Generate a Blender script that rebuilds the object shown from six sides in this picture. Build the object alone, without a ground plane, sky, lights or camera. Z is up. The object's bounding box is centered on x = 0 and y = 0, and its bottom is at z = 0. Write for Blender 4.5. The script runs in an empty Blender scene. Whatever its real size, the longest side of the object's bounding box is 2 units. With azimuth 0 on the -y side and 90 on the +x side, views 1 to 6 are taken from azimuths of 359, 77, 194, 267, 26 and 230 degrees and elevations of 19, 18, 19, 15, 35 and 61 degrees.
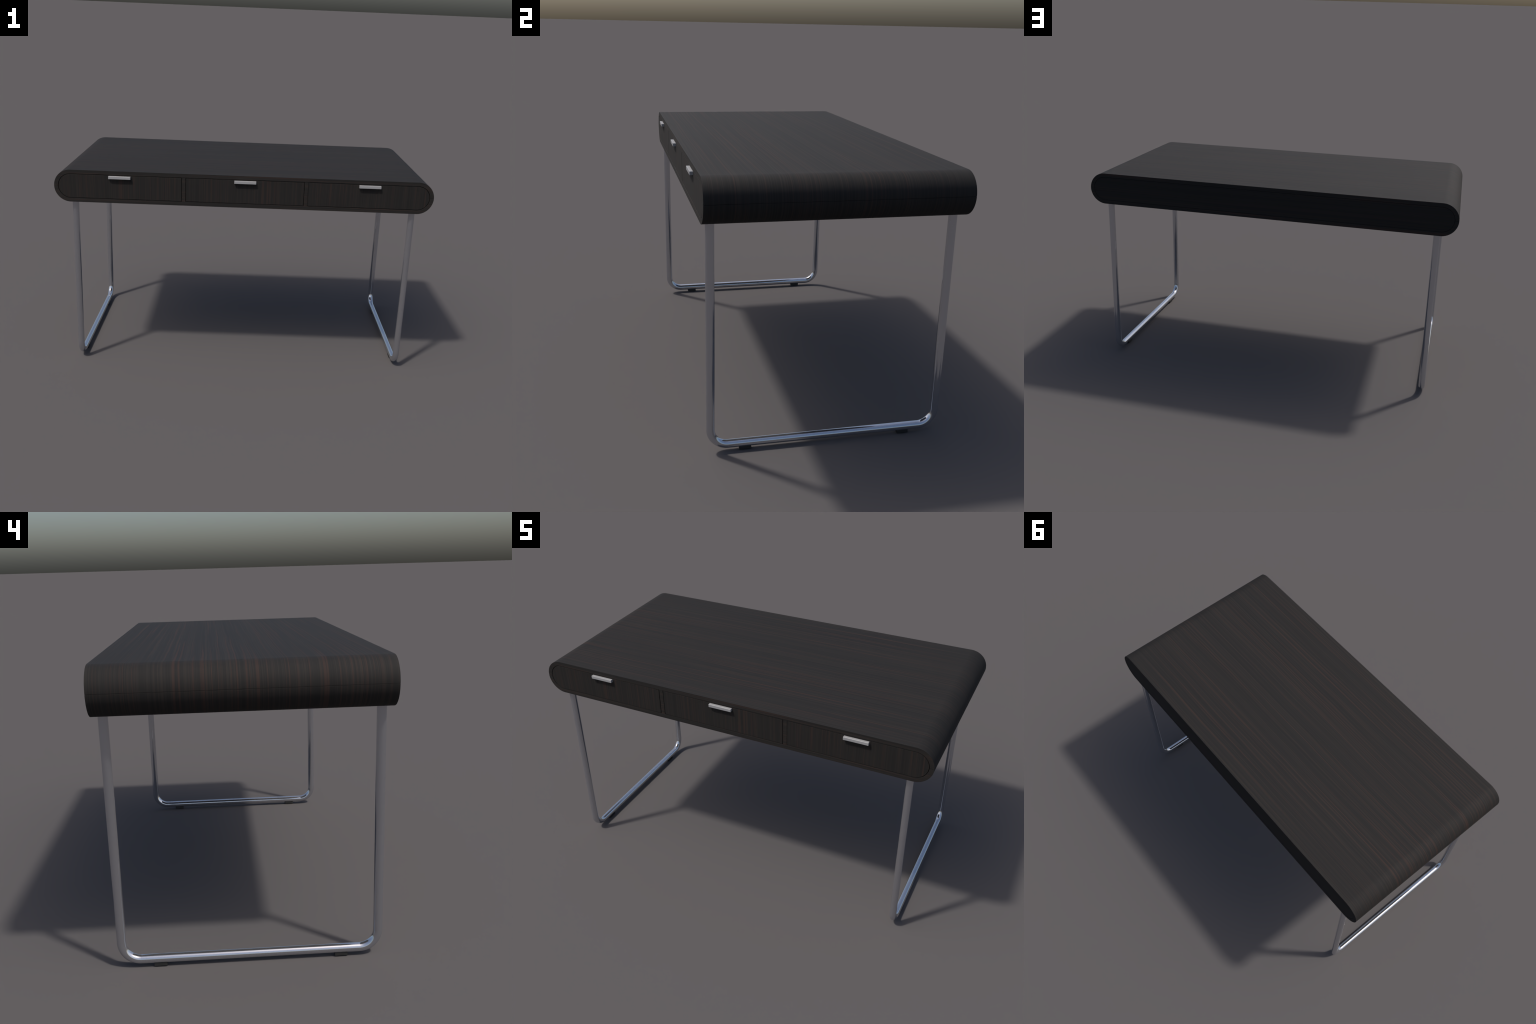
"""Writing desk: a dark striped-veneer capsule body with three drawers on two
bent chrome tube frames.  Built in metres, z up, front towards -y."""
import bpy, bmesh, math
from mathutils import Vector

# ------------------------------------------------------------------ sizes
TOP, BOTTOM = 1.0964, 0.9250            # outer top and underside of the body
FRONT, BACK = -0.4928, 0.5064           # body depth
HALF = 1.0                              # half length
R_OUT = (TOP - BOTTOM) / 2              # round ends
Z_MID = (TOP + BOTTOM) / 2
Y_MID = (FRONT + BACK) / 2
SHELL = 0.0208                          # thickness of the wrapped shell
GAP = 0.0025                            # shadow gap round a drawer
CORE = HALF - R_OUT                     # x of the centre of the round ends
R_IN = R_OUT - SHELL
DIVIDER_X, DIVIDER_W = 0.3220, 0.0190
LEG_X, LEG_DY = 0.8978, 0.4644          # tube centre lines
TUBE_R, BAR_Z, BEND_R = 0.0168, 0.0260, 0.0680
FOOT_DY, FOOT_L, FOOT_W = 0.3285, 0.0470, 0.0240
HANDLE_X, HANDLE_W = 0.6568, 0.1150
HANDLE_Z0, HANDLE_Z1, HANDLE_D = 1.0560, 1.0705, 0.0134

# ------------------------------------------------------------------ materials
def new_mat(name):
    m = bpy.data.materials.new(name)
    m.use_nodes = True
    nt = m.node_tree
    return m, nt, nt.nodes["Principled BSDF"]

def node(nt, kind, **kw):
    n = nt.nodes.new(kind)
    for k, v in kw.items():
        setattr(n, k, v)
    return n

def ramp(nt, src, stops):
    r = node(nt, "ShaderNodeValToRGB")
    e = r.color_ramp.elements
    while len(e) < len(stops):
        e.new(0.5)
    for el, (p, c) in zip(e, stops):
        el.position = p
        el.color = (c, c, c, 1) if isinstance(c, float) else (*c, 1)
    nt.links.new(src, r.inputs[0])
    return r.outputs[0]

def mix(nt, fac, a, b):
    n = node(nt, "ShaderNodeMix", data_type="RGBA")
    for sock, v in ((n.inputs[0], fac), (n.inputs[6], a), (n.inputs[7], b)):
        if isinstance(v, (tuple, float)):
            sock.default_value = (*v, 1) if isinstance(v, tuple) else v
        else:
            nt.links.new(v, sock)
    return n.outputs[2]

DARK = (0.0090, 0.0082, 0.0076)
MID = (0.0112, 0.0100, 0.0091)
PALE = (0.0186, 0.0160, 0.0140)
RED = (0.0280, 0.0153, 0.0116)
BROWN = (0.0210, 0.0158, 0.0126)

def wood(name, across, seed, vary=False, along=0.45, wander=0.012, freq=1.0, contrast=1.0):
    """Striped veneer.  `across` is the axis the stripes change over; along the
    other two axes the pattern only drifts slowly, so stripes run straight and
    wrap over the round ends."""
    m, nt, bsdf = new_mat(name)
    L = nt.links.new
    tc = node(nt, "ShaderNodeTexCoord")
    co = tc.outputs["Object"]
    if vary:                                    # another cut for every drawer
        info = node(nt, "ShaderNodeObjectInfo")
        mul = node(nt, "ShaderNodeVectorMath", operation="SCALE")
        mul.inputs[0].default_value = (3.0, 1.7, 0.9)
        L(info.outputs["Random"], mul.inputs["Scale"])
        add = node(nt, "ShaderNodeVectorMath", operation="ADD")
        L(co, add.inputs[0]); L(mul.outputs[0], add.inputs[1])
        co = add.outputs[0]
    # slow wandering of the grain lines
    wn = node(nt, "ShaderNodeTexNoise")
    wn.inputs["Scale"].default_value = 2.3
    wn.inputs["Detail"].default_value = 2.0
    L(co, wn.inputs["Vector"])
    sub = node(nt, "ShaderNodeVectorMath", operation="SUBTRACT")
    sub.inputs[1].default_value = (0.5, 0.5, 0.5)
    L(wn.outputs["Color"], sub.inputs[0])
    sc = node(nt, "ShaderNodeVectorMath", operation="SCALE")
    sc.inputs["Scale"].default_value = wander
    L(sub.outputs[0], sc.inputs[0])
    warped = node(nt, "ShaderNodeVectorMath", operation="ADD")
    L(co, warped.inputs[0]); L(sc.outputs[0], warped.inputs[1])

    def stripes(f, detail, offset, slow=along):
        mp = node(nt, "ShaderNodeMapping")
        s = [slow, slow, slow]
        s["xyz".index(across)] = f * freq
        mp.inputs["Scale"].default_value = s
        mp.inputs["Location"].default_value = (seed + offset, seed * 1.7 - offset, seed * 0.6 + offset)
        L(warped.outputs[0], mp.inputs["Vector"])
        n = node(nt, "ShaderNodeTexNoise")
        n.inputs["Scale"].default_value = 1.0
        n.inputs["Detail"].default_value = detail
        n.inputs["Roughness"].default_value = 0.65
        L(mp.outputs[0], n.inputs["Vector"])
        return n.outputs["Fac"]

    fine = stripes(330.0, 1.0, 3.1)
    band = stripes(42.0, 3.0, 11.7)
    red = stripes(120.0, 1.0, 23.3, along * 1.3)
    brown = stripes(180.0, 1.0, 57.9, along * 1.3)
    wide = stripes(9.0, 1.0, 41.0)
    col = mix(nt, ramp(nt, band, [(0.36, 0.0), (0.66, 1.0)]), DARK, MID)
    col = mix(nt, ramp(nt, fine, [(0.50, 0.0), (0.68, 0.8 * contrast)]), col, PALE)
    col = mix(nt, ramp(nt, brown, [(0.575, 0.0), (0.65, 0.65 * contrast)]), col, BROWN)
    redmask = node(nt, "ShaderNodeMath", operation="MULTIPLY")
    L(ramp(nt, red, [(0.58, 0.0), (0.645, 0.9 * contrast)]), redmask.inputs[0])
    L(ramp(nt, wide, [(0.32, 0.4), (0.58, 1.0)]), redmask.inputs[1])
    col = mix(nt, redmask.outputs[0], col, RED)
    L(col, bsdf.inputs["Base Color"])
    bsdf.inputs["Roughness"].default_value = 0.80
    bsdf.inputs["Specular IOR Level"].default_value = 0.33
    return m

def chrome():
    m, nt, b = new_mat("polished_chrome")
    b.inputs["Metallic"].default_value = 0.91
    b.inputs["Base Color"].default_value = (0.60, 0.61, 0.645, 1)
    b.inputs["Roughness"].default_value = 0.08
    return m

def aluminium():
    m, nt, b = new_mat("brushed_aluminium")
    L = nt.links.new
    tc = node(nt, "ShaderNodeTexCoord")
    mp = node(nt, "ShaderNodeMapping")
    mp.inputs["Scale"].default_value = (6.0, 900.0, 900.0)
    L(tc.outputs["Object"], mp.inputs["Vector"])
    n = node(nt, "ShaderNodeTexNoise")
    n.inputs["Scale"].default_value = 1.0
    L(mp.outputs[0], n.inputs["Vector"])
    L(ramp(nt, n.outputs["Fac"], [(0.3, (0.34, 0.34, 0.345)), (0.7, (0.40, 0.40, 0.405))]),
      b.inputs["Base Color"])
    b.inputs["Metallic"].default_value = 0.25
    b.inputs["Roughness"].default_value = 0.40
    return m

def rubber():
    m, nt, b = new_mat("black_rubber")
    tc = node(nt, "ShaderNodeTexCoord")
    n = node(nt, "ShaderNodeTexNoise")
    n.inputs["Scale"].default_value = 300.0
    nt.links.new(tc.outputs["Object"], n.inputs["Vector"])
    nt.links.new(ramp(nt, n.outputs["Fac"], [(0.3, (0.016, 0.016, 0.016)), (0.7, (0.022, 0.022, 0.021))]),
                 b.inputs["Base Color"])
    b.inputs["Roughness"].default_value = 0.6
    return m

WOOD_WRAP = wood("veneer_wrapped", "y", 2.0)
WOOD_EDGE = wood("veneer_edge", "z", 7.0, along=0.9, wander=0.006, freq=1.3)
WOOD_BACK = wood("veneer_back", "z", 5.0, wander=0.008, contrast=0.5)
WOOD_DRAWER = wood("veneer_drawer", "x", 9.0, vary=True, along=0.9, wander=0.010, contrast=0.75)
CHROME, ALUMINIUM, RUBBER = chrome(), aluminium(), rubber()

# ------------------------------------------------------------------ helpers
desk = bpy.data.objects.new("writing_desk", None)
desk["label"] = "dark striped wood desk with rounded ends and chrome tube legs"
desk["category"] = "desk"
bpy.context.collection.objects.link(desk)

def add(name, bm, mats, parent=desk, loc=(0, 0, 0), bevel=0.0, angle=35, data=None):
    if data is None:
        bmesh.ops.recalc_face_normals(bm, faces=bm.faces)
        me = bpy.data.meshes.new(name)
        bm.to_mesh(me); bm.free()
        for mt in mats:
            me.materials.append(mt)
        for p in me.polygons:
            p.use_smooth = True
        me.set_sharp_from_angle(angle=math.radians(angle))
    else:
        me = data
    ob = bpy.data.objects.new(name, me)
    bpy.context.collection.objects.link(ob)
    ob.parent = parent
    ob.location = loc
    if bevel:
        b = ob.modifiers.new("soft_edges", "BEVEL")
        b.width = bevel
        b.segments = 2
        b.limit_method = "ANGLE"
        b.angle_limit = math.radians(40)
        b.harden_normals = True
    return ob

def prism(bm, outline, y0, y1):
    """Solid with the (x, z) outline, extruded from y0 to y1."""
    a = [bm.verts.new((x, y0, z)) for x, z in outline]
    b = [bm.verts.new((x, y1, z)) for x, z in outline]
    n = len(a)
    bm.faces.new(a); bm.faces.new(b[::-1])
    for i in range(n):
        j = (i + 1) % n
        bm.faces.new((a[i], b[i], b[j], a[j]))

def arc(cx, cz, r, a0, a1, n):
    return [(cx + r * math.cos(a0 + (a1 - a0) * i / n), cz + r * math.sin(a0 + (a1 - a0) * i / n))
            for i in range(n + 1)]

# ------------------------------------------------------------------ shell halves
def half_shell(name, sign):
    """Upper (sign +1) or lower (-1) half of the wrapped body, a bent board."""
    seam = 0.00035
    q = math.pi / 2
    def strip(r):
        pts = arc(CORE, 0, r, 0, q, 40) + arc(-CORE, 0, r, q, 2 * q, 40)
        return [(x, Z_MID + sign * max(z, seam)) for x, z in pts]
    out, inn = strip(R_OUT), strip(R_IN)
    bm = bmesh.new()
    rows = [[[bm.verts.new((x, y, z)) for x, z in line] for line in (out, inn)] for y in (FRONT, BACK)]
    (fo, fi), (bo, bi) = rows
    for i in range(len(fo) - 1):
        bm.faces.new((fo[i], fo[i + 1], bo[i + 1], bo[i]))
        bm.faces.new((fi[i], bi[i], bi[i + 1], fi[i + 1]))
        for o, n in ((fo, fi), (bo, bi)):                   # front and back edges
            f = bm.faces.new((o[i], n[i], n[i + 1], o[i + 1]))
            f.material_index = 1
    for i in (0, -1):
        bm.faces.new((fo[i], bo[i], bi[i], fi[i]))
    return add(name, bm, (WOOD_WRAP, WOOD_EDGE), bevel=0.0006)

half_shell("top_panel", 1)
half_shell("bottom_panel", -1)

# ------------------------------------------------------------------ back panel
q = math.pi / 2
def capsule(r, x0=None, x1=None):
    """Capsule outline; x0 or x1 cut it straight on that side."""
    pts = []
    pts += arc(CORE, Z_MID, r, -q, q, 56) if x1 is None else [(x1, Z_MID - r), (x1, Z_MID + r)]
    pts += arc(-CORE, Z_MID, r, q, 3 * q, 56) if x0 is None else [(x0, Z_MID + r), (x0, Z_MID - r)]
    return pts

bm = bmesh.new()
prism(bm, capsule(R_IN - 0.0010), BACK - 0.018, BACK - 0.0006)
add("back_panel", bm, (WOOD_BACK,), bevel=0.0006)

# board that the drawers close against, just behind the shadow gaps
bm = bmesh.new()
prism(bm, capsule(R_IN - 0.0004), FRONT + 0.0125, FRONT + 0.030)
add("drawer_stop", bm, (WOOD_BACK,))

# ------------------------------------------------------------------ dividers
for s in (-1, 1):
    bm = bmesh.new()
    w, h = DIVIDER_W / 2, R_IN - 0.0004
    prism(bm, [(-w, -h), (w, -h), (w, h), (-w, h)], FRONT + 0.0008, FRONT + 0.0122)
    add("divider", bm, (WOOD_EDGE,), loc=(s * DIVIDER_X, 0, Z_MID), bevel=0.0006)

# ------------------------------------------------------------------ drawers
hb = bmesh.new()
prism(hb, [(-HANDLE_W / 2, HANDLE_Z0), (HANDLE_W / 2, HANDLE_Z0),
           (HANDLE_W / 2, HANDLE_Z1), (-HANDLE_W / 2, HANDLE_Z1)], -HANDLE_D, 0.001)
handle_mesh = None
EDGE = DIVIDER_X - DIVIDER_W / 2 - GAP          # inner side of a divider
EDGE_OUT = DIVIDER_X + DIVIDER_W / 2 + GAP
for cx, x0, x1 in ((-HANDLE_X, None, -EDGE_OUT), (0.0, -EDGE, EDGE), (HANDLE_X, EDGE_OUT - 0.0013, None)):
    bm = bmesh.new()
    outline = [(x - cx, z) for x, z in capsule(R_IN - GAP, x0, x1)]
    prism(bm, outline, 0.0, 0.0115)
    drawer = add("drawer", bm, (WOOD_DRAWER,), loc=(cx, FRONT + 0.0004, 0), bevel=0.0008)
    h = add("handle", hb, (ALUMINIUM,), parent=drawer, bevel=0.0012, data=handle_mesh)
    handle_mesh = h.data

# ------------------------------------------------------------------ legs
def tube_path():
    """Centre line in (y, z): down the front, along the floor, up the back."""
    y0, y1 = -LEG_DY, LEG_DY
    z_top = BOTTOM + 0.004
    pts = [(y0, z_top), (y0, 0.5)]
    pts += arc(y0 + BEND_R, BAR_Z + BEND_R, BEND_R, 2 * q, 3 * q, 24)
    pts += [(0.0, BAR_Z)]
    pts += arc(y1 - BEND_R, BAR_Z + BEND_R, BEND_R, 3 * q, 4 * q, 24)
    pts += [(y1, 0.5), (y1, z_top)]
    return pts

def tube():
    bm = bmesh.new()
    path = tube_path()
    rings, seg = [], 40
    for i, (y, z) in enumerate(path):
        a, b = path[max(i - 1, 0)], path[min(i + 1, len(path) - 1)]
        t = Vector((b[0] - a[0], b[1] - a[1])).normalized()
        nrm = Vector((-t.y, t.x))
        rings.append([bm.verts.new((TUBE_R * math.cos(2 * math.pi * k / seg),
                                    y + nrm.x * TUBE_R * math.sin(2 * math.pi * k / seg),
                                    z + nrm.y * TUBE_R * math.sin(2 * math.pi * k / seg)))
                      for k in range(seg)])
    for r0, r1 in zip(rings, rings[1:]):
        for k in range(seg):
            bm.faces.new((r0[k], r0[(k + 1) % seg], r1[(k + 1) % seg], r1[k]))
    bm.faces.new(rings[0]); bm.faces.new(rings[-1][::-1])
    return bm

leg_mesh = foot_mesh = None
for s in (-1, 1):
    leg = add("leg_frame", tube() if leg_mesh is None else None, (CHROME,),
              loc=(s * LEG_X, Y_MID, 0), data=leg_mesh)
    leg_mesh = leg.data
    for fy in (-1, 1):
        fb = None
        if foot_mesh is None:
            fb = bmesh.new()
            w = FOOT_W / 2
            prism(fb, [(-w, 0), (w, 0), (w, 0.0145), (-w, 0.0145)], -FOOT_L / 2, FOOT_L / 2)
        foot = add("foot_pad", fb, (RUBBER,), parent=leg, loc=(0, fy * FOOT_DY, 0),
                   bevel=0.001, data=foot_mesh)
        foot_mesh = foot.data
